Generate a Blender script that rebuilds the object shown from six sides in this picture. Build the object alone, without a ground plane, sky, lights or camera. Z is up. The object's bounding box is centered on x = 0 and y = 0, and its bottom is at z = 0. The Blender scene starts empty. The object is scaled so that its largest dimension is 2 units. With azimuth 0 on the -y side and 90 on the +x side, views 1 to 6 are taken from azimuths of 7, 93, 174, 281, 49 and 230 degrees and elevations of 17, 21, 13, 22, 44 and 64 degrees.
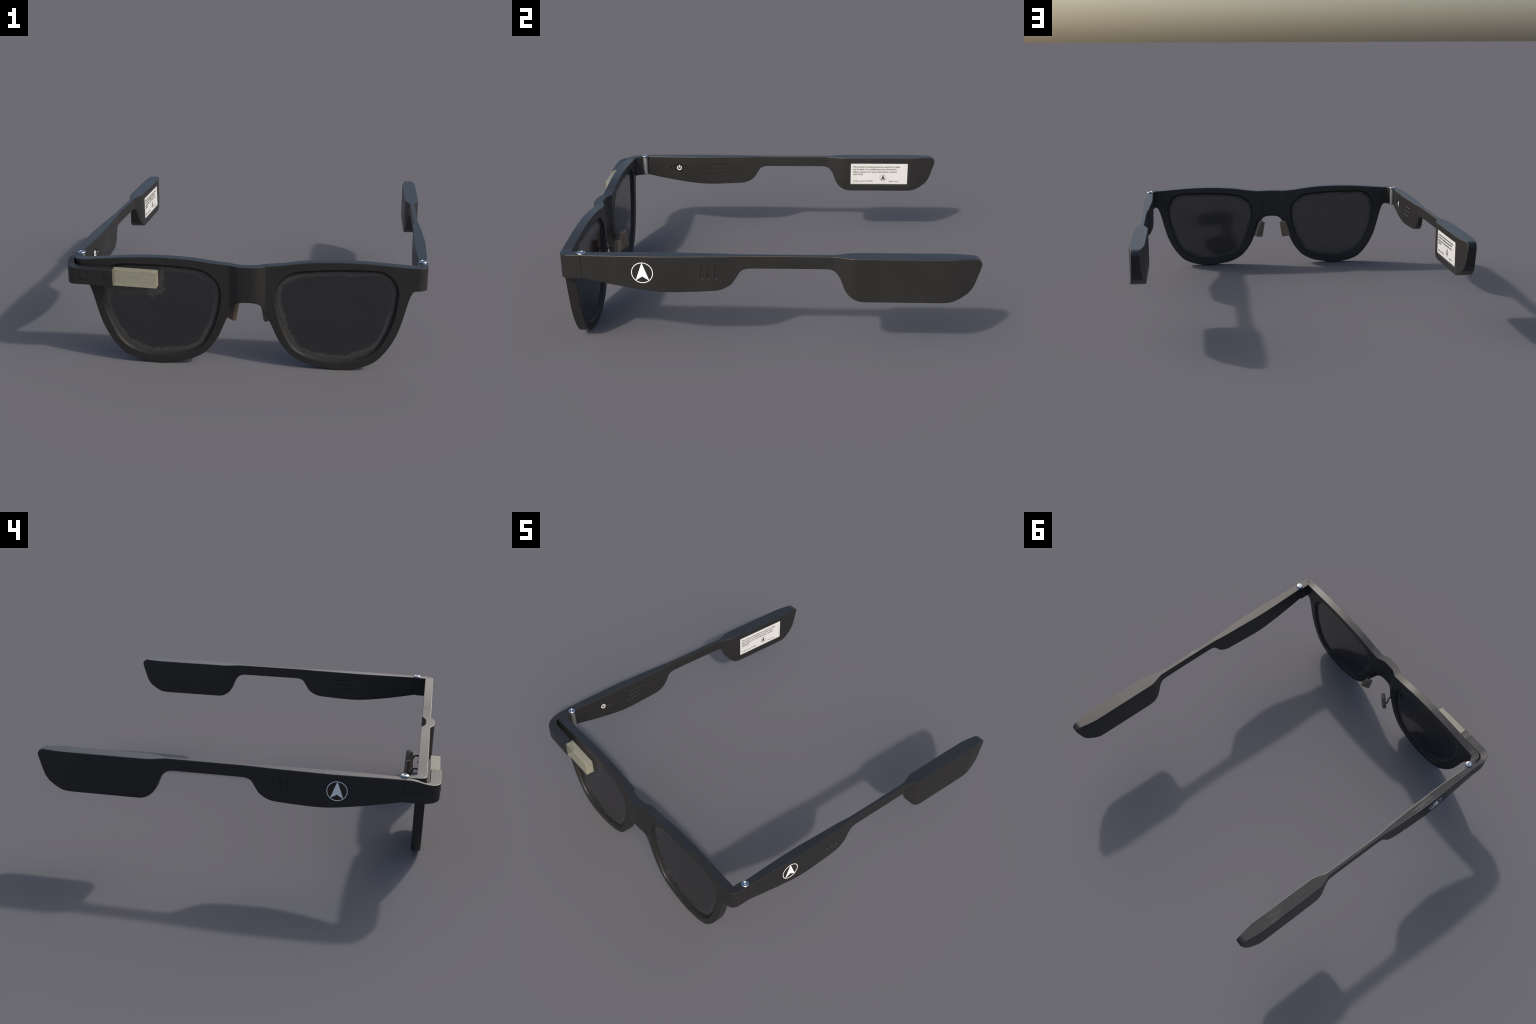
import bpy, bmesh, math
from mathutils import Vector, Matrix, Euler

# ------------------------------------------------------------------ basics
scene = bpy.context.scene
ROOT = bpy.data.objects.new("smart_glasses", None)
ROOT.empty_display_size = 0.2
scene.collection.objects.link(ROOT)
ROOT["label"] = "black smart glasses with dark mirror lenses and a small display prism"
ROOT["category"] = "smart glasses"


def link(obj, parent=ROOT):
    scene.collection.objects.link(obj)
    obj.parent = parent
    return obj


def bake(obj, angle=30.0, weighted=True):
    """Apply modifiers, shade smooth by angle with face-weighted normals."""
    me = obj.data
    for p in me.polygons:
        p.use_smooth = True
    me.set_sharp_from_angle(angle=math.radians(angle))
    if weighted:
        m = obj.modifiers.new("wn", "WEIGHTED_NORMAL")
        m.keep_sharp = True
        m.weight = 50
    dg = bpy.context.evaluated_depsgraph_get()
    new = bpy.data.meshes.new_from_object(obj.evaluated_get(dg))
    obj.modifiers.clear()
    mats = [s for s in me.materials]
    obj.data = new
    new.materials.clear()
    for s in mats:
        new.materials.append(s)
    new.name = obj.name
    return obj


def mesh_object(name, bm, mat, parent=ROOT):
    bmesh.ops.recalc_face_normals(bm, faces=bm.faces)
    me = bpy.data.meshes.new(name)
    bm.to_mesh(me)
    bm.free()
    me.materials.append(mat)
    return link(bpy.data.objects.new(name, me), parent)


def interp(table, x):
    if x <= table[0][0]:
        return table[0][1]
    for (a, va), (b, vb) in zip(table, table[1:]):
        if x <= b:
            return va + (vb - va) * (x - a) / (b - a)
    return table[-1][1]


def smooth_interp(table, x):
    """Catmull-Rom style (monotone limited) interpolation of a table."""
    n = len(table)
    if x <= table[0][0]:
        return table[0][1]
    if x >= table[-1][0]:
        return table[-1][1]
    d = [(table[i + 1][1] - table[i][1]) / (table[i + 1][0] - table[i][0]) for i in range(n - 1)]
    m = [d[0]] + [0 if d[i - 1] * d[i] <= 0 else 2 * d[i - 1] * d[i] / (d[i - 1] + d[i]) for i in range(1, n - 1)] + [d[-1]]
    for i in range(n - 1):
        if x <= table[i + 1][0]:
            h = table[i + 1][0] - table[i][0]
            t = (x - table[i][0]) / h
            return ((2 * t**3 - 3 * t**2 + 1) * table[i][1] + (t**3 - 2 * t**2 + t) * h * m[i]
                    + (-2 * t**3 + 3 * t**2) * table[i + 1][1] + (t**3 - t**2) * h * m[i + 1])


def closed_spline(pts, sub=4):
    """Centripetal-free Catmull-Rom through a closed loop of 2D points."""
    out = []
    n = len(pts)
    for i in range(n):
        p0, p1, p2, p3 = (Vector(pts[(i + k - 1) % n]) for k in range(4))
        for s in range(sub):
            t = s / sub
            out.append(0.5 * ((2 * p1) + (p2 - p0) * t + (2 * p0 - 5 * p1 + 4 * p2 - p3) * t * t
                              + (3 * p1 - p0 - 3 * p2 + p3) * t**3))
    return out


# --------------------------------------------------------------- materials
def new_mat(name):
    m = bpy.data.materials.new(name)
    m.use_nodes = True
    nt = m.node_tree
    b = nt.nodes["Principled BSDF"]
    return m, nt, b


def node(nt, kind, **kw):
    n = nt.nodes.new(kind)
    for k, v in kw.items():
        setattr(n, k, v)
    return n


def math_node(nt, op, a, b=None, clamp=False):
    n = nt.nodes.new("ShaderNodeMath")
    n.operation = op
    n.use_clamp = clamp
    for i, v in enumerate((a, b)):
        if v is None:
            continue
        if isinstance(v, (int, float)):
            n.inputs[i].default_value = v
        else:
            nt.links.new(v, n.inputs[i])
    return n.outputs[0]


def noise(nt, vec, scale, detail=4.0, rough=0.55, mapping=None):
    if mapping:
        mp = nt.nodes.new("ShaderNodeMapping")
        mp.inputs["Scale"].default_value = mapping[0]
        mp.inputs["Rotation"].default_value = mapping[1]
        nt.links.new(vec, mp.inputs[0])
        vec = mp.outputs[0]
    n = nt.nodes.new("ShaderNodeTexNoise")
    n.inputs["Scale"].default_value = scale
    n.inputs["Detail"].default_value = detail
    n.inputs["Roughness"].default_value = rough
    nt.links.new(vec, n.inputs["Vector"])
    return n.outputs["Fac"]


def ramp(nt, fac, stops):
    r = nt.nodes.new("ShaderNodeValToRGB")
    el = r.color_ramp.elements
    while len(el) < len(stops):
        el.new(0.5)
    for e, (p, c) in zip(el, stops):
        e.position = p
        e.color = (c[0], c[1], c[2], 1) if isinstance(c, tuple) else (c, c, c, 1)
    nt.links.new(fac, r.inputs[0])
    return r.outputs["Color"]


PLASTIC_BASE = (0.0152, 0.0147, 0.0140)
PLASTIC_ROUGH = 0.40
PLASTIC_SPEC = 0.52


def plastic_material():
    """Dark moulded plastic: faint mottling, sparse hairline scratches."""
    m, nt, b = new_mat("dark_plastic")
    obj = node(nt, "ShaderNodeTexCoord").outputs["Object"]
    mott = noise(nt, obj, 7.0, 5.0, 0.6)
    col = ramp(nt, mott, [(0.3, tuple(c * 0.93 for c in PLASTIC_BASE)), (0.7, tuple(c * 1.07 for c in PLASTIC_BASE))])
    nt.links.new(col, b.inputs["Base Color"])
    # scratches: thin ridges of strongly stretched noise in three directions
    scr = None
    for rot, sc, off in (((0, 0, 0.5), (2.5, 60, 2.5), 0.0), ((0.3, 0.2, -0.9), (70, 3, 3), 0.3), ((0.2, 0.1, 1.9), (50, 2, 4), 0.6)):
        f = noise(nt, obj, 1.0, 2.0, 0.4, (sc, rot))
        d = math_node(nt, "ABSOLUTE", math_node(nt, "SUBTRACT", f, 0.52))
        line = math_node(nt, "SUBTRACT", 1.0, math_node(nt, "MULTIPLY", d, 38.0), clamp=True)
        scr = line if scr is None else math_node(nt, "MAXIMUM", scr, line)
    patch = math_node(nt, "MULTIPLY", math_node(nt, "SUBTRACT", noise(nt, obj, 5.0, 2.0), 0.5), 5.0, clamp=True)
    scr = math_node(nt, "MULTIPLY", scr, patch)
    fine = noise(nt, obj, 160.0, 3.0, 0.6)
    rough = math_node(nt, "ADD", math_node(nt, "MULTIPLY", mott, 0.10), PLASTIC_ROUGH - 0.05)
    rough = math_node(nt, "SUBTRACT", rough, math_node(nt, "MULTIPLY", scr, 0.05))
    nt.links.new(rough, b.inputs["Roughness"])
    b.inputs["Specular IOR Level"].default_value = PLASTIC_SPEC
    hgt = math_node(nt, "ADD", math_node(nt, "MULTIPLY", fine, 0.10), math_node(nt, "MULTIPLY", scr, -0.45))
    bp = node(nt, "ShaderNodeBump")
    bp.inputs["Strength"].default_value = 0.30
    bp.inputs["Distance"].default_value = 0.003
    nt.links.new(hgt, bp.inputs["Height"])
    nt.links.new(bp.outputs[0], b.inputs["Normal"])
    return m


def simple_material(name, color, rough=0.5, metallic=0.0, spec=0.5, var=0.06, scale=25.0, bump=0.0):
    m, nt, b = new_mat(name)
    obj = node(nt, "ShaderNodeTexCoord").outputs["Object"]
    f = noise(nt, obj, scale)
    nt.links.new(ramp(nt, f, [(0.3, tuple(c * (1 - var) for c in color)), (0.7, tuple(min(1, c * (1 + var)) for c in color))]),
                 b.inputs["Base Color"])
    b.inputs["Roughness"].default_value = rough
    b.inputs["Metallic"].default_value = metallic
    b.inputs["Specular IOR Level"].default_value = spec
    if bump:
        bp = node(nt, "ShaderNodeBump")
        bp.inputs["Strength"].default_value = bump
        bp.inputs["Distance"].default_value = 0.002
        nt.links.new(f, bp.inputs["Height"])
        nt.links.new(bp.outputs[0], b.inputs["Normal"])
    return m


PLASTIC = plastic_material()
SEATMAT = simple_material("lens_seat_plastic", (0.0135, 0.0125, 0.0115), 0.55, spec=0.35)
STEEL = simple_material("polished_steel", (0.47, 0.49, 0.52), 0.24, 1.0, var=0.05)
SATIN = simple_material("satin_steel", (0.52, 0.515, 0.505), 0.50, 1.0, var=0.12, scale=40)
WHITE = simple_material("white_print", (0.93, 0.92, 0.90), 0.45, var=0.01)
PAPER = simple_material("label_paper", (0.63, 0.625, 0.61), 0.5, spec=0.5, var=0.02)
INK = simple_material("black_ink", (0.03, 0.03, 0.03), 0.6, var=0.0)
SILICONE = simple_material("tan_silicone", (0.160, 0.124, 0.088), 0.5, var=0.08, scale=18)
WIRE = simple_material("dark_wire", (0.012, 0.016, 0.026), 0.35, var=0.1)
DARKGLASS = simple_material("camera_glass", (0.017, 0.017, 0.018), 0.3, spec=0.6)

# ------------------------------------------------------------------- frame
CX = 0.0165                 # the front is mirrored about this x
Y_FRONT, Y_BACK = -0.932, -0.883
Y_MID = (Y_FRONT + Y_BACK) / 2
EDGE = 0.0026

# half outline (u = x - CX, z)
TOP = [(0, .5290), (.04, .5290), (.08, .5300), (.11, .5320), (.145, .5350), (.18, .5390), (.22, .5450), (.28, .5525),
       (.36, .5580), (.44, .5605), (.52, .5600), (.61, .5565), (.69, .5510), (.76, .5455), (.80, .5430), (.83, .5425)]
U_END = 0.9203
Z_TAB = 0.427
RIM = [(.8255, Z_TAB), (.8095, .4225), (.8000, .4100), (.7855, .3690), (.7680, .3010), (.7470, .2270), (.7210, .1650),
       (.6845, .1055), (.6380, .0530), (.5915, .0265), (.5375, .0105), (.4690, .0016), (.4300, .0010), (.3595, .0115),
       (.2925, .0265), (.2240, .0620), (.1880, .0985), (.1610, .1350), (.1435, .1655), (.1210, .2180), (.1035, .2570),
       (.0790, .3080), (.0590, .3350), (.0400, .3430), (.0200, .3465), (0.0, .3470)]
OPENING = [(.1340, .375), (.1380, .412), (.1530, .447), (.2000, .490), (.2485, .507), (.3525, .518), (.4595, .5235),
           (.5665, .5245), (.6435, .522), (.6800, .509), (.7085, .486), (.7315, .450), (.7385, .413), (.7350, .366),
           (.7265, .304), (.7120, .247), (.6855, .183), (.6655, .143), (.6320, .101), (.5800, .066), (.4925, .043),
           (.3815, .043), (.3145, .058), (.2765, .071), (.2335, .098), (.2025, .138), (.1705, .203), (.1485, .272),
           (.1360, .333)]
BRIDGE = [(0, -.0235), (.02, -.0232), (.040, -.0215), (.052, -.0180), (.064, -.0125), (.076, -.0065), (.086, -.0020), (.094, 0), (1, 0)]


def open_spline(pts, sub=4):
    p = [Vector(q) for q in pts]
    p = [2 * p[0] - p[1]] + p + [2 * p[-1] - p[-2]]
    out = []
    for i in range(1, len(p) - 2):
        for s in range(sub):
            t = s / sub
            p0, p1, p2, p3 = p[i - 1:i + 3]
            out.append(0.5 * ((2 * p1) + (p2 - p0) * t + (2 * p0 - 5 * p1 + 4 * p2 - p3) * t * t
                              + (3 * p1 - p0 - 3 * p2 + p3) * t**3))
    out.append(p[-2])
    return out


def frame_outline():
    half = open_spline(TOP, 3) + [Vector((U_END, .5425)), Vector((U_END, Z_TAB))] + open_spline(RIM, 3)
    mirrored = [Vector((-q.x, q.y)) for q in reversed(half)]
    loop = half + mirrored
    out = []
    for q in loop:
        if not out or (q - out[-1]).length > 1e-4:
            out.append(q)
    if (out[0] - out[-1]).length < 1e-4:
        out.pop()
    return out


R_OUT = 0.045
U_BEND = 0.892 - CX - R_OUT


def wrap(u, y, z):
    """Bridge bump and the ninety degree end piece, bent round a tight corner."""
    s = 1 if u >= 0 else -1
    a = abs(u)
    y = y + smooth_interp(BRIDGE, a)
    if a > U_BEND:
        ry = Y_FRONT + R_OUT          # bend axis y
        r = ry - y                    # distance of this layer from the axis
        rm = ry - Y_MID
        th = (a - U_BEND) / rm
        if th <= math.pi / 2:
            a2, y2 = U_BEND + r * math.sin(th), ry - r * math.cos(th)
        else:
            run = a - U_BEND - rm * math.pi / 2
            a2, y2 = U_BEND + r, ry + run
            if s < 0:      # this tab stops short of the pin and thins towards it
                t = run / (U_END - U_BEND - rm * math.pi / 2)
                a2, y2 = U_BEND + r + (R_OUT - r) * .52 * t, ry + run * .80
        a, y = a2, y2
    return Vector((CX + s * a, y, z + (.0008 if z > .5 else 0)))


def build_frame():
    cu = bpy.data.curves.new("front_frame", "CURVE")
    cu.dimensions = "2D"
    cu.fill_mode = "BOTH"
    cu.bevel_depth = EDGE
    cu.bevel_resolution = 1
    cu.offset = -EDGE
    cu.extrude = (Y_BACK - Y_FRONT) / 2 - EDGE
    opening = closed_spline(OPENING, 3)
    for loop in (frame_outline(), opening, [Vector((-q.x, q.y)) for q in reversed(opening)]):
        sp = cu.splines.new("POLY")
        sp.points.add(len(loop) - 1)
        for p, q in zip(sp.points, loop):
            p.co = (q.x, q.y, 0, 1)
        sp.use_cyclic_u = True
    tmp = bpy.data.objects.new("tmp", cu)
    scene.collection.objects.link(tmp)
    dg = bpy.context.evaluated_depsgraph_get()
    me = bpy.data.meshes.new_from_object(tmp.evaluated_get(dg))
    bpy.data.objects.remove(tmp)
    bm = bmesh.new()
    bm.from_mesh(me)
    bmesh.ops.remove_doubles(bm, verts=bm.verts, dist=1e-5)
    cuts = [0.0] + [s * k for k in (.02, .03, .04, .046, .052, .058, .064, .07, .076, .081, .086, .090, .094) for s in (1, -1)]
    rm = (Y_FRONT + R_OUT) - Y_MID
    cuts += [s * (U_BEND + rm * math.pi / 2 * (-(k) / 10)) for k in range(-10, 1) for s in (1, -1)]
    for c in cuts:
        bmesh.ops.bisect_plane(bm, geom=bm.verts[:] + bm.edges[:] + bm.faces[:], dist=1e-6,
                               plane_co=(c, 0, 0), plane_no=(1, 0, 0))
    for v in bm.verts:
        u, z, d = v.co
        v.co = wrap(u, Y_MID - d, z)
    bmesh.ops.remove_doubles(bm, verts=bm.verts, dist=2e-5)
    obj = mesh_object("front_frame", bm, PLASTIC)
    return obj, opening


def boolean_cut(obj, cutters):
    """Carve shallow grooves; cutters are meshes joined into one object."""
    bm = bmesh.new()
    for c in cutters:
        bm.from_mesh(c)
    me = bpy.data.meshes.new("cutter")
    bm.to_mesh(me)
    bm.free()
    co = bpy.data.objects.new("cutter", me)
    scene.collection.objects.link(co)
    md = obj.modifiers.new("cut", "BOOLEAN")
    md.operation = "DIFFERENCE"
    md.solver = "EXACT"
    md.use_self = True
    md.object = co
    dg = bpy.context.evaluated_depsgraph_get()
    new = bpy.data.meshes.new_from_object(obj.evaluated_get(dg))
    obj.modifiers.clear()
    old = obj.data
    obj.data = new
    bpy.data.objects.remove(co)
    if not new.materials:
        new.materials.append(PLASTIC)


def prism_mesh(loop, to3d, d0, d1, loop0=None):
    """Extrude a closed 2D loop between two depths; loop0 tapers the d0 end."""
    bm = bmesh.new()
    n = len(loop)
    v0 = [bm.verts.new(to3d(p[0], p[1], d0)) for p in (loop0 or loop)]
    v1 = [bm.verts.new(to3d(p[0], p[1], d1)) for p in loop]
    bm.faces.new(v0[::-1])
    bm.faces.new(v1)
    for i in range(n):
        bm.faces.new((v0[i], v0[(i + 1) % n], v1[(i + 1) % n], v1[i]))
    bmesh.ops.recalc_face_normals(bm, faces=bm.faces)
    me = bpy.data.meshes.new("prism")
    bm.to_mesh(me)
    bm.free()
    return me


def ring_mesh(outer, inner, to3d, d0, d1):
    bm = bmesh.new()
    n = len(outer)
    vs = [[bm.verts.new(to3d(p[0], p[1], d)) for p in lp] for lp, d in ((outer, d0), (outer, d1), (inner, d1), (inner, d0))]
    for k in range(4):
        a, b = vs[k], vs[(k + 1) % 4]
        for i in range(n):
            bm.faces.new((a[i], a[(i + 1) % n], b[(i + 1) % n], b[i]))
    bmesh.ops.recalc_face_normals(bm, faces=bm.faces)
    me = bpy.data.meshes.new("ring")
    bm.to_mesh(me)
    bm.free()
    return me


def circle(cx, cy, r, n=40):
    return [(cx + r * math.cos(2 * math.pi * i / n), cy + r * math.sin(2 * math.pi * i / n)) for i in range(n)]


def capsule(ax, ay, bx, by, r, n=8):
    ang = math.atan2(by - ay, bx - ax)
    out = []
    for k in range(n + 1):
        t = ang - math.pi / 2 + math.pi * k / n
        out.append((bx + r * math.cos(t), by + r * math.sin(t)))
    for k in range(n + 1):
        t = ang + math.pi / 2 + math.pi * k / n
        out.append((ax + r * math.cos(t), ay + r * math.sin(t)))
    return out


def rounded_rect(x0, y0, x1, y1, r, n=4):
    out = []
    for cx, cy, a in ((x1 - r, y0 + r, -90), (x1 - r, y1 - r, 0), (x0 + r, y1 - r, 90), (x0 + r, y0 + r, 180)):
        for k in range(n + 1):
            t = math.radians(a + 90 * k / n)
            out.append((cx + r * math.cos(t), cy + r * math.sin(t)))
    return out


front = lambda a, b, d: Vector((a, d, b))           # (x, z, y-depth)
frame, opening = build_frame()
sq_o, sq_i = rounded_rect(.8095, .467, .8445, .506, .004), rounded_rect(.8120, .4695, .8420, .5035, .003)
flat = lambda a, b, d: Vector((a, b, d))
boolean_cut(frame, [
    ring_mesh(sq_o, sq_i, front, Y_FRONT - .01, Y_FRONT + .0016),
    ring_mesh(circle(.863, -.903, .0095, 24), circle(.863, -.903, .0072, 24), flat, .5412, .56),
])
bake(frame, 20)

# ------------------------------------------------- lens seats and lenses
def inset(loop, d):
    """Inward offset of a counter-orientation-agnostic closed loop."""
    n = len(loop)
    area = sum(loop[i].x * loop[(i + 1) % n].y - loop[(i + 1) % n].x * loop[i].y for i in range(n))
    s = 1 if area > 0 else -1
    out = []
    for i in range(n):
        t = (loop[(i + 1) % n] - loop[i - 1]).normalized()
        out.append(loop[i] + s * d * Vector((-t.y, t.x)))
    return out


SEAT = [(-.003, -.9265), (.0005, -.9265), (.0040, -.9210), (.0120, -.9175),
        (.0120, -.8950), (.0040, -.8925), (.0005, -.8885), (-.003, -.8885)]
LENS_Y0, LENS_Y1 = -.9155, -.8968


def lens_material(name, prism_dust):
    """Mirror-dark lens, dusty towards its rim (distance to the lens outline)."""
    m, nt, b = new_mat(name)
    obj = node(nt, "ShaderNodeTexCoord").outputs["Object"]
    sep = node(nt, "ShaderNodeSeparateXYZ")
    nt.links.new(obj, sep.inputs[0])
    ax = math_node(nt, "ABSOLUTE", sep.outputs[0])
    comb = node(nt, "ShaderNodeCombineXYZ")
    nt.links.new(ax, comb.inputs[0])
    nt.links.new(sep.outputs[2], comb.inputs[2])
    pts = [Vector(p) for p in OPENING[::2]]
    dist = None
    c = Vector((.44, .29))
    for p, q in zip(pts, pts[1:] + pts[:1]):
        t = (q - p).normalized()
        nrm = Vector((-t.y, t.x))
        if nrm.dot(c - p) < 0:
            nrm = -nrm
        v = node(nt, "ShaderNodeVectorMath", operation="DOT_PRODUCT")
        nt.links.new(comb.outputs[0], v.inputs[0])
        v.inputs[1].default_value = (nrm.x, 0, nrm.y)
        d = math_node(nt, "SUBTRACT", v.outputs["Value"], nrm.dot(p))
        dist = d if dist is None else math_node(nt, "MINIMUM", dist, d)
    if prism_dust:
        # dust also gathers round the display prism in front of this lens
        px = math_node(nt, "SUBTRACT", math_node(nt, "ABSOLUTE", math_node(nt, "SUBTRACT", sep.outputs[0], -.570 - CX)), .115)
        pz = math_node(nt, "SUBTRACT", math_node(nt, "ABSOLUTE", math_node(nt, "SUBTRACT", sep.outputs[2], .4550)), .045)
        px, pz = math_node(nt, "MAXIMUM", px, 0.0), math_node(nt, "MAXIMUM", pz, 0.0)
        front_side = math_node(nt, "LESS_THAN", sep.outputs[1], -.91)
        pd = math_node(nt, "SQRT", math_node(nt, "ADD", math_node(nt, "MULTIPLY", px, px), math_node(nt, "MULTIPLY", pz, pz)))
        pd = math_node(nt, "ADD", pd, math_node(nt, "MULTIPLY", math_node(nt, "SUBTRACT", noise(nt, obj, 22.0, 5.0, 0.7), 0.5), 0.14))
        pd = math_node(nt, "ADD", pd, math_node(nt, "MULTIPLY", math_node(nt, "SUBTRACT", 1.0, front_side), 1.0))
        dist = math_node(nt, "MINIMUM", dist, math_node(nt, "SUBTRACT", pd, 0.020))
    n1 = noise(nt, obj, 70.0, 8.0, 0.72)
    n2 = noise(nt, obj, 9.0, 2.0, 0.5)
    edge = math_node(nt, "ADD", dist, math_node(nt, "MULTIPLY", math_node(nt, "SUBTRACT", n1, 0.5), -0.050))
    edge = math_node(nt, "ADD", edge, math_node(nt, "MULTIPLY", math_node(nt, "SUBTRACT", n2, 0.5), -0.030))
    dust = math_node(nt, "SUBTRACT", 1.0, math_node(nt, "DIVIDE", math_node(nt, "SUBTRACT", edge, 0.010), 0.022), clamp=True)
    fleck = math_node(nt, "ADD", math_node(nt, "MULTIPLY", n1, 0.9), 0.35)
    dust = math_node(nt, "MULTIPLY", dust, fleck, clamp=True)
    mix = node(nt, "ShaderNodeMix", data_type="RGBA")
    nt.links.new(dust, mix.inputs["Factor"])
    mix.inputs["A"].default_value = (.148, .149, .149, 1)
    mix.inputs["B"].default_value = (.0255, .024, .0228, 1)
    nt.links.new(mix.outputs["Result"], b.inputs["Base Color"])
    nt.links.new(math_node(nt, "SUBTRACT", 1.0, math_node(nt, "MULTIPLY", dust, 1.0), clamp=True), b.inputs["Metallic"])
    nt.links.new(math_node(nt, "ADD", math_node(nt, "MULTIPLY", dust, 0.5), 0.07), b.inputs["Roughness"])
    b.inputs["Specular IOR Level"].default_value = 0.25
    return m


LENS_MATS = {1: lens_material("dusty_dark_lens", False), -1: lens_material("dusty_dark_lens_by_prism", True)}
for side in (1, -1):
    loop = [Vector((side * q.x, q.y)) for q in opening]
    rings = [(inset(loop, o), y) for o, y in SEAT]
    bm = bmesh.new()
    vs = [[bm.verts.new((CX + q.x, y, q.y)) for q in lp] for lp, y in rings]
    for a, b_ in zip(vs, vs[1:] + vs[:1]):
        for i in range(len(loop)):
            bm.faces.new((a[i], a[(i + 1) % len(loop)], b_[(i + 1) % len(loop)], b_[i]))
    seat = mesh_object("lens_seat", bm, SEATMAT, frame)
    bake(seat, 25)
    # the lens keeps its origin on the mirror axis of the front
    bm = bmesh.new()
    lp = inset(loop, .0105)
    v0 = [bm.verts.new((q.x, LENS_Y0, q.y)) for q in lp]
    v1 = [bm.verts.new((q.x, LENS_Y1, q.y)) for q in lp]
    bm.faces.new(v0)
    bm.faces.new(v1[::-1])
    for i in range(len(lp)):
        bm.faces.new((v0[i], v0[(i + 1) % len(lp)], v1[(i + 1) % len(lp)], v1[i]))
    lens = mesh_object("lens", bm, LENS_MATS[side], frame)
    lens.location.x = CX

# ----------------------------------------------------------------- temples
PLAN_OUT = [(-.829, .8905), (-.72, .8930), (-.60, .8975), (-.48, .9005), (-.33, .8965), (-.17, .8900), (-.09, .8840), (-.04, .8825),
            (.330, .8815), (.350, .8860), (.375, .8950), (.402, .9045), (.430, .9090), (.860, .9105), (.90, .9065), (.97, .8960), (1.0, .8915)]
PLAN_IN = [(-.829, .8505), (-.72, .8470), (-.60, .8430), (-.48, .8415), (-.33, .8465), (-.17, .8520), (-.09, .8580), (-.04, .8590),
           (.330, .8570), (.350, .8535), (.375, .8450), (.402, .8355), (.430, .8300), (.860, .8285), (.90, .8330), (.97, .8450), (1.0, .8500)]
ARM_TOP = [(-.829, .5432), (.966, .5432), (.978, .5410), (.988, .5360), (.9955, .5280), (1.0, .5180)]
ARM_BOTTOM = [(-.829, .4285), (-.753, .4130), (-.680, .3985), (-.600, .3850), (-.520, .3735), (-.450, .3670), (-.390, .3655),
              (-.320, .3672), (-.205, .3725), (-.178, .3795), (-.156, .3905), (-.134, .4065), (-.122, .4235), (-.110, .4430),
              (-.098, .4625), (-.082, .4745), (-.061, .4798), (-.045, .4805), (.290, .4805), (.305, .4800), (.322, .4770),
              (.340, .4675), (.351, .4560), (.362, .4400), (.373, .4130), (.384, .3850), (.397, .3655), (.416, .3490),
              (.443, .3350), (.466, .3305), (.480, .3300), (.830, .3300), (.848, .3312), (.876, .3370), (.901, .3480),
              (.944, .3765), (.960, .3960), (.971, .4180), (.985, .4595), (.9955, .4930), (1.0, .5120)]


def arm_out(y):
    return smooth_interp(PLAN_OUT, y) + .0012


def arm_in(y):
    return smooth_interp(PLAN_IN, y)


def loft(sections, closed_ends=True):
    bm = bmesh.new()
    vs = [[bm.verts.new(p) for p in s] for s in sections]
    n = len(sections[0])
    for a, b_ in zip(vs, vs[1:]):
        for i in range(n):
            bm.faces.new((a[i], a[(i + 1) % n], b_[(i + 1) % n], b_[i]))
    bm.faces.new(vs[0][::-1])
    bm.faces.new(vs[-1])
    return bm


def build_arm(side):
    ys = sorted({round(p[0], 4) for t in (PLAN_OUT, PLAN_IN, ARM_TOP, ARM_BOTTOM) for p in t}
                | {round(-.829 + k * .03, 4) for k in range(61)})
    ys = [y for i, y in enumerate(ys) if i == 0 or y - ys[i - 1] > .0015 or y == 1.0]
    secs = []
    for y in ys:
        zt, zb = smooth_interp(ARM_TOP, y), smooth_interp(ARM_BOTTOM, y)
        xo, xi = arm_out(y), arm_in(y)
        r = min(.0034, (zt - zb) * .3)
        secs.append([(side * px, y, pz) for px, pz in rounded_rect(xi, zb, xo, zt, r, 2)])
    return mesh_object("temple_arm", loft(secs), PLASTIC)


def outer_face(side):
    return lambda a, b, d: Vector((side * (arm_out(a) + d), a, b))      # (y, z, proud)


def inner_face(side):
    return lambda a, b, d: Vector((side * (arm_in(a) - d), a, b))


ARMS = {}
for side in (1, -1):
    arm = build_arm(side)
    cut = []
    for k in range(3):
        y0 = -.2725 + .0325 * k
        cut.append(prism_mesh(capsule(y0, .438, y0 + .005, .490, .0110), outer_face(side), -.0030, .0030, capsule(y0, .438, y0 + .005, .490, .0052)))
    for row in range(3):
        z = .4905 - .0285 * row
        for k in range(4):
            y0 = -.4070 - .0165 * row + .0275 * k
            cut.append(prism_mesh(capsule(y0, z, y0 + .0180, z, .0068, 4), inner_face(side), -.0035, .0030, capsule(y0, z, y0 + .0180, z, .0012, 4)))
    if side < 0:
        cut.append(prism_mesh(capsule(-.656, .4725, -.566, .4725, .0160), inner_face(side), -.0060, .0050, capsule(-.656, .4725, -.566, .4725, .0095)))
        cut.append(prism_mesh(circle(-.611, .4725, .0305, 32), inner_face(side), -.0061, .0051, circle(-.611, .4725, .0240, 32)))
        # recess below the label
        cut.append(prism_mesh(rounded_rect(.4740, .3640, .8350, .3775, .0005, 1), inner_face(side), -.0030, .0030, rounded_rect(.4780, .3725, .8310, .3775, .0005, 1)))
    boolean_cut(arm, cut)
    bake(arm, 20)
    ARMS[side] = arm


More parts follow.
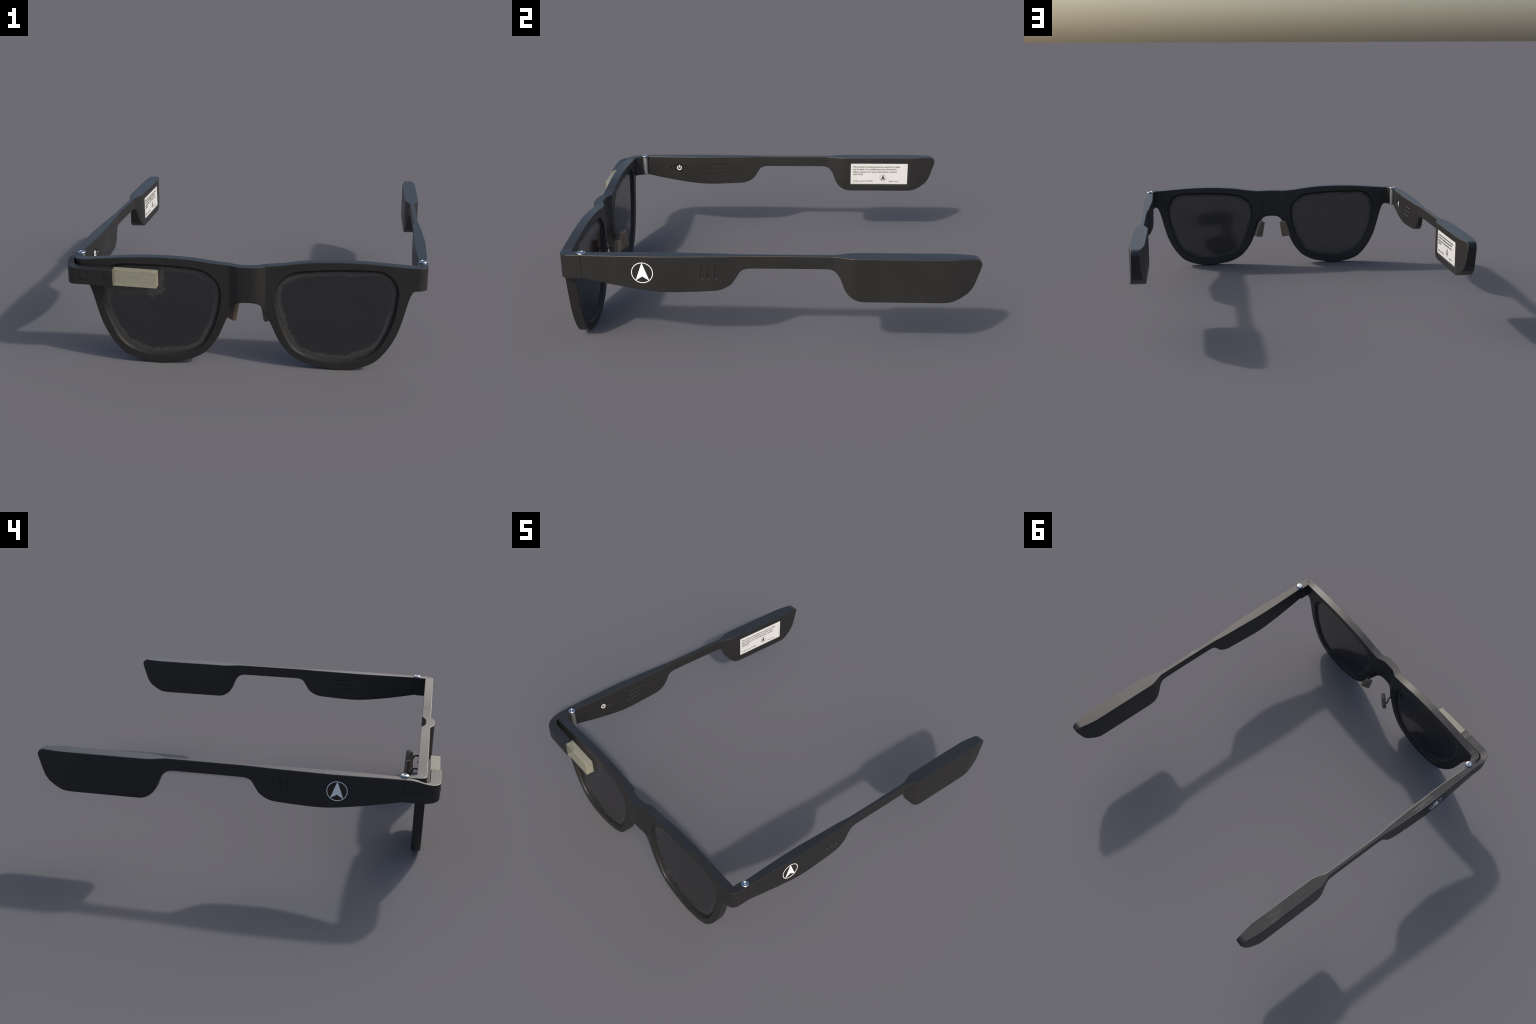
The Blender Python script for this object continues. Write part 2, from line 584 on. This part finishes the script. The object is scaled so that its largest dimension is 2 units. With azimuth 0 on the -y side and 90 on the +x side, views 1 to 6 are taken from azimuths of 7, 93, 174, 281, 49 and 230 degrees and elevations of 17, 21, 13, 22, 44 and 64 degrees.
# ------------------------------------------------------------ compass logo
def arrow_logo(name, parent, to3d, cy, cz, r, mat, thickness, ring=0.066):
    ring_o, ring_i = circle(cy, cz, r, 56), circle(cy, cz, r * (1 - ring), 56)
    bm = bmesh.new()
    bm.from_mesh(ring_mesh(ring_o, ring_i, to3d, -.002, thickness))
    k = r / .05
    left = [(cy, cz + .0490 * k), (cy - .0315 * k, cz - .0375 * k), (cy, cz - .0175 * k)]
    right = [(cy, cz + .0490 * k), (cy, cz - .0175 * k), (cy + .0315 * k, cz - .0375 * k)]
    arrow = [left[0], left[1], left[2], right[2]]
    bm.from_mesh(prism_mesh(arrow, to3d, -.002, thickness * 1.15))
    o = mesh_object(name, bm, mat, parent)
    return o


for side, cy in ((1, -.5455), (-1, -.5160)):
    arrow_logo("arrow_logo", ARMS[side], outer_face(side), cy, .4625 if side > 0 else .4600, .0505, WHITE, .0010)

# ------------------------------------------------------------- power button
inn = inner_face(-1)
button = link(bpy.data.objects.new("power_button", prism_mesh(circle(-.611, .4725, .0225, 40), inn, -.0070, -.0003)), ARMS[-1])
button.data.materials.append(PLASTIC)
bake(button, 30)
slider = link(bpy.data.objects.new("power_slider", prism_mesh(capsule(-.6550, .4722, -.5670, .4722, .0085), inn, -.0070, -.0035)), ARMS[-1])
slider.data.materials.append(PLASTIC)
bake(slider, 30)
bm = bmesh.new()
arc_o, arc_i = [], []
for k in range(29):
    t = math.radians(90 + 32 + (360 - 64) * k / 28)
    arc_o.append((-.611 + .0150 * math.cos(t), .4715 + .0150 * math.sin(t)))
    arc_i.append((-.611 + .0100 * math.cos(t), .4715 + .0100 * math.sin(t)))
bm.from_mesh(prism_mesh(arc_o + arc_i[::-1], inn, -.001, .0004))
bm.from_mesh(prism_mesh(rounded_rect(-.6132, .4720, -.6088, .4905, .001, 2), inn, -.001, .0005))
mesh_object("power_symbol", bm, WHITE, ARMS[-1])

# -------------------------------------------------------------------- label
LX = -.8285
L_Y0, L_Y1, L_Z0, L_Z1 = .4770, .8320, .3755, .5065
inner_plane = lambda a, b, d: Vector((-.8297 + d, a, b))
lab = link(bpy.data.objects.new("safety_label", prism_mesh(rounded_rect(L_Y0, L_Z0, L_Y1, L_Z1, .001, 1), inner_plane, -.002, .0016)), ARMS[-1])
lab.data.materials.append(PAPER)


def label_text(body, y0, z_base, width, height):
    cu = bpy.data.curves.new("label_text", "FONT")
    cu.body = body
    cu.offset = 0.012
    cu.extrude = 0.0
    cu.resolution_u = 3
    tmp = bpy.data.objects.new("tmp_text", cu)
    scene.collection.objects.link(tmp)
    dg = bpy.context.evaluated_depsgraph_get()
    me = bpy.data.meshes.new_from_object(tmp.evaluated_get(dg))
    bpy.data.objects.remove(tmp)
    x0 = min(v.co.x for v in me.vertices)
    x1 = max(v.co.x for v in me.vertices)
    sx = width / (x1 - x0)
    sz = height / 0.69
    bm = bmesh.new()
    bm.from_mesh(me)
    geom = bmesh.ops.extrude_face_region(bm, geom=bm.faces[:])
    top = {v for v in geom["geom"] if isinstance(v, bmesh.types.BMVert)}
    for v in bm.verts:
        d = .0021 if v in top else .0010
        v.co = inner_plane(y0 + (v.co.x - x0) * sx, z_base + v.co.y * sz, d)
    return mesh_object("label_text", bm, INK, ARMS[-1])


PX = .355 / 535
label_text("This product contains electronic pieces for safety", L_Y0 + 20 * PX, L_Z1 - 38 * PX, 447 * PX, .0108)
label_text("see booklet. No modifications are allowed for", L_Y0 + 20 * PX, L_Z1 - 62 * PX, 417 * PX, .0108)
label_text("safety reasons. for more information contact:", L_Y0 + 20 * PX, L_Z1 - 87 * PX, 416 * PX, .0108)
label_text("+600 78 45", L_Y0 + 20 * PX, L_Z1 - 112 * PX, 94 * PX, .0108)
label_text("All rights reserved 1974-2002", L_Y0 + 20 * PX, L_Z1 - 174 * PX, 190 * PX, .0072)
label_text("Made in China", L_Y0 + 366 * PX, L_Z1 - 175 * PX, 84 * PX, .0070)
arrow_logo("label_logo", ARMS[-1], inner_plane, L_Y0 + 306 * PX, L_Z1 - 137 * PX, .0202, INK, .0021, .075)


# ------------------------------------------------------------------- hinges
def turned(name, profile, loc, mat, parent=ROOT, n=40):
    bm = bmesh.new()
    rings = [[bm.verts.new((r * math.cos(2 * math.pi * i / n), r * math.sin(2 * math.pi * i / n), z)) for i in range(n)] for r, z in profile]
    for a, b_ in zip(rings, rings[1:]):
        for i in range(n):
            bm.faces.new((a[i], a[(i + 1) % n], b_[(i + 1) % n], b_[i]))
    bm.faces.new(rings[0][::-1])
    bm.faces.new(rings[-1])
    o = mesh_object(name, bm, mat, parent)
    o.location = loc
    bake(o, 40)
    return o


HEAD = [(.0150, -.004), (.0195, -.0020), (.0212, .0015), (.0208, .0045), (.0185, .0075), (.0150, .0090), (.0118, .0092),
        (.0108, .0080), (.0100, .0070), (.0080, .0072), (.0072, .0082), (.0058, .0088), (.0046, .0078), (.0035, .0066), (.0005, .0064)]
PIN = [(.0135, -.1170), (.0152, -.1155), (.0156, -.1130), (.0156, -.003)]
for x, y in ((.8705, -.8295), (-.8445, -.8275)):
    pin = turned("hinge_pin", PIN, (x, y, .5425), SATIN)
    turned("hinge_screw", HEAD, (0, 0, 0), STEEL, pin)

# ---------------------------------------------------------- display module
# wraps round the left end of the front: (outer x, outer y, inner x, inner y, top, bottom)
MOD = [(-.8895, -.8300, -.8595, -.8300, .5425, .4270), (-.8895, -.8650, -.8595, -.8650, .5415, .4270),
       (-.8897, -.8950, -.8595, -.8900, .5375, .4270), (-.8890, -.9200, -.8590, -.9070, .5315, .4275),
       (-.8845, -.9440, -.8575, -.9190, .5265, .4280), (-.8755, -.9650, -.8530, -.9290, .5225, .4290),
       (-.8610, -.9830, -.8455, -.9375, .5195, .4305), (-.8420, -.9945, -.8350, -.9435, .5175, .4320),
       (-.8200, -.9985, -.8200, -.9465, .5160, .4330), (-.7600, -.9995, -.7600, -.9475, .5140, .4310),
       (-.6440, -1.0000, -.6440, -.9480, .5115, .4250)]
secs = []
r = .0026
for xo, yo, xi, yi, zt, zb in MOD:
    o, i = Vector((xo, yo)), Vector((xi, yi))
    w = (o - i).length
    d = (o - i) / w
    secs.append([(i.x + d.x * a, i.y + d.y * a, b_) for a, b_ in rounded_rect(0, zb, w, zt, r, 2)])
module = mesh_object("display_module", loft(secs), PLASTIC)
cuts = [ring_mesh(circle(-.7875, .478, .0240, 40), circle(-.7875, .478, .0212, 40), front, -1.02, -.9965)]
for k in range(5):
    x0 = -.699 + .0065 * k
    cuts.append(prism_mesh(rounded_rect(x0, .453, x0 + .0026, .494, .0005, 1), front, -1.02, -.9988))
side_face = lambda a, b, d: Vector((-.8895 - d, a, b))
cuts.append(prism_mesh(capsule(-.922, .4805, -.832, .4790, .0022, 4), side_face, -.0025, .02))
boolean_cut(module, cuts)
bake(module, 20)
cam = link(bpy.data.objects.new("camera_cover", prism_mesh(circle(-.7875, .478, .0205, 40), front, -.9960, -1.0003)), module)
cam.data.materials.append(DARKGLASS)


def prism_material():
    m, nt, b = new_mat("frosted_prism_glass")
    obj = node(nt, "ShaderNodeTexCoord").outputs["Object"]
    f = noise(nt, obj, 230.0, 3.0, 0.7)
    s = noise(nt, obj, 1.0, 3.0, 0.6, ((14, 14, 120), (0.2, 0.5, 0)))
    k = math_node(nt, "ADD", math_node(nt, "MULTIPLY", f, 0.5), math_node(nt, "MULTIPLY", s, 0.5))
    nt.links.new(ramp(nt, k, [(0.34, (.40, .39, .285)), (0.66, (.54, .525, .395))]), b.inputs["Base Color"])
    b.inputs["Roughness"].default_value = 0.35
    b.inputs["Alpha"].default_value = 0.42
    b.inputs["Specular IOR Level"].default_value = 0.5
    return m


bm = bmesh.new()
bmesh.ops.create_cube(bm, size=1.0)
for v in bm.verts:
    t = v.co.x + .5
    v.co = ((-.6540 + .2278 * t), -.9690 + v.co.y * .0485, (.4710 - .0100 * t) + v.co.z * .0810)
bmesh.ops.bevel(bm, geom=bm.edges[:], offset=.0012, segments=2, affect="EDGES")
bmesh.ops.recalc_face_normals(bm, faces=bm.faces)
me = bpy.data.meshes.new("display_prism")
bm.to_mesh(me)
bm.free()
me.materials.append(prism_material())
prism = link(bpy.data.objects.new("display_prism", me), module)
bake(prism, 30)

# ---------------------------------------------------------------- nose pads
def build_pad(side):
    bm = bmesh.new()
    bmesh.ops.create_cube(bm, size=1.0)
    for v in bm.verts:
        x, y, z = v.co
        w = .064 if z < 0 else .045
        t = .028 if z < 0 else .025
        v.co = (x * t, y * w, z * .112)
    bmesh.ops.subdivide_edges(bm, edges=bm.edges[:], cuts=1, use_grid_fill=True)
    bmesh.ops.bevel(bm, geom=[e for e in bm.edges if e.calc_face_angle(0) > .8], offset=.0095, segments=5, affect="EDGES", profile=.5)
    pad = mesh_object("nose_pad", bm, SILICONE)
    # local -x is the face that rests on the nose; lean the top inwards
    rot = Matrix.Rotation(math.radians(-14), 4, "Y") @ Matrix.Rotation(math.radians(-57), 4, "Z")
    base = Matrix.Translation((.0870, -.8310, .2685)) @ rot
    mirror = Matrix.Scale(side, 4, (1, 0, 0))
    pad.data.transform(mirror @ base)
    if side < 0:
        pad.data.flip_normals()
    pad.location.x = CX
    bake(pad, 60)
    cu = bpy.data.curves.new("pad_wire", "CURVE")
    cu.dimensions = "3D"
    cu.bevel_depth = .0047
    cu.bevel_resolution = 3
    pts = [(.122, -.882, .236), (.117, -.8885, .252), (.107, -.8885, .275), (.103, -.883, .2855), (.1025, -.872, .288), (.1025, -.862, .286),
           (.104, -.855, .279), (.110, -.851, .262), (.112, -.842, .256), (.108, -.835, .256)]
    sp = cu.splines.new("NURBS")
    sp.points.add(len(pts) - 1)
    for p, q in zip(sp.points, pts):
        p.co = (side * q[0], q[1], q[2], 1)
    sp.use_endpoint_u = True
    sp.order_u = 3
    cu.use_fill_caps = True
    tmp = bpy.data.objects.new("tmp", cu)
    scene.collection.objects.link(tmp)
    dg = bpy.context.evaluated_depsgraph_get()
    me = bpy.data.meshes.new_from_object(tmp.evaluated_get(dg))
    bpy.data.objects.remove(tmp)
    me.materials.clear()
    me.materials.append(WIRE)
    w = link(bpy.data.objects.new("pad_wire", me), pad)
    for p in me.polygons:
        p.use_smooth = True


build_pad(1)
build_pad(-1)
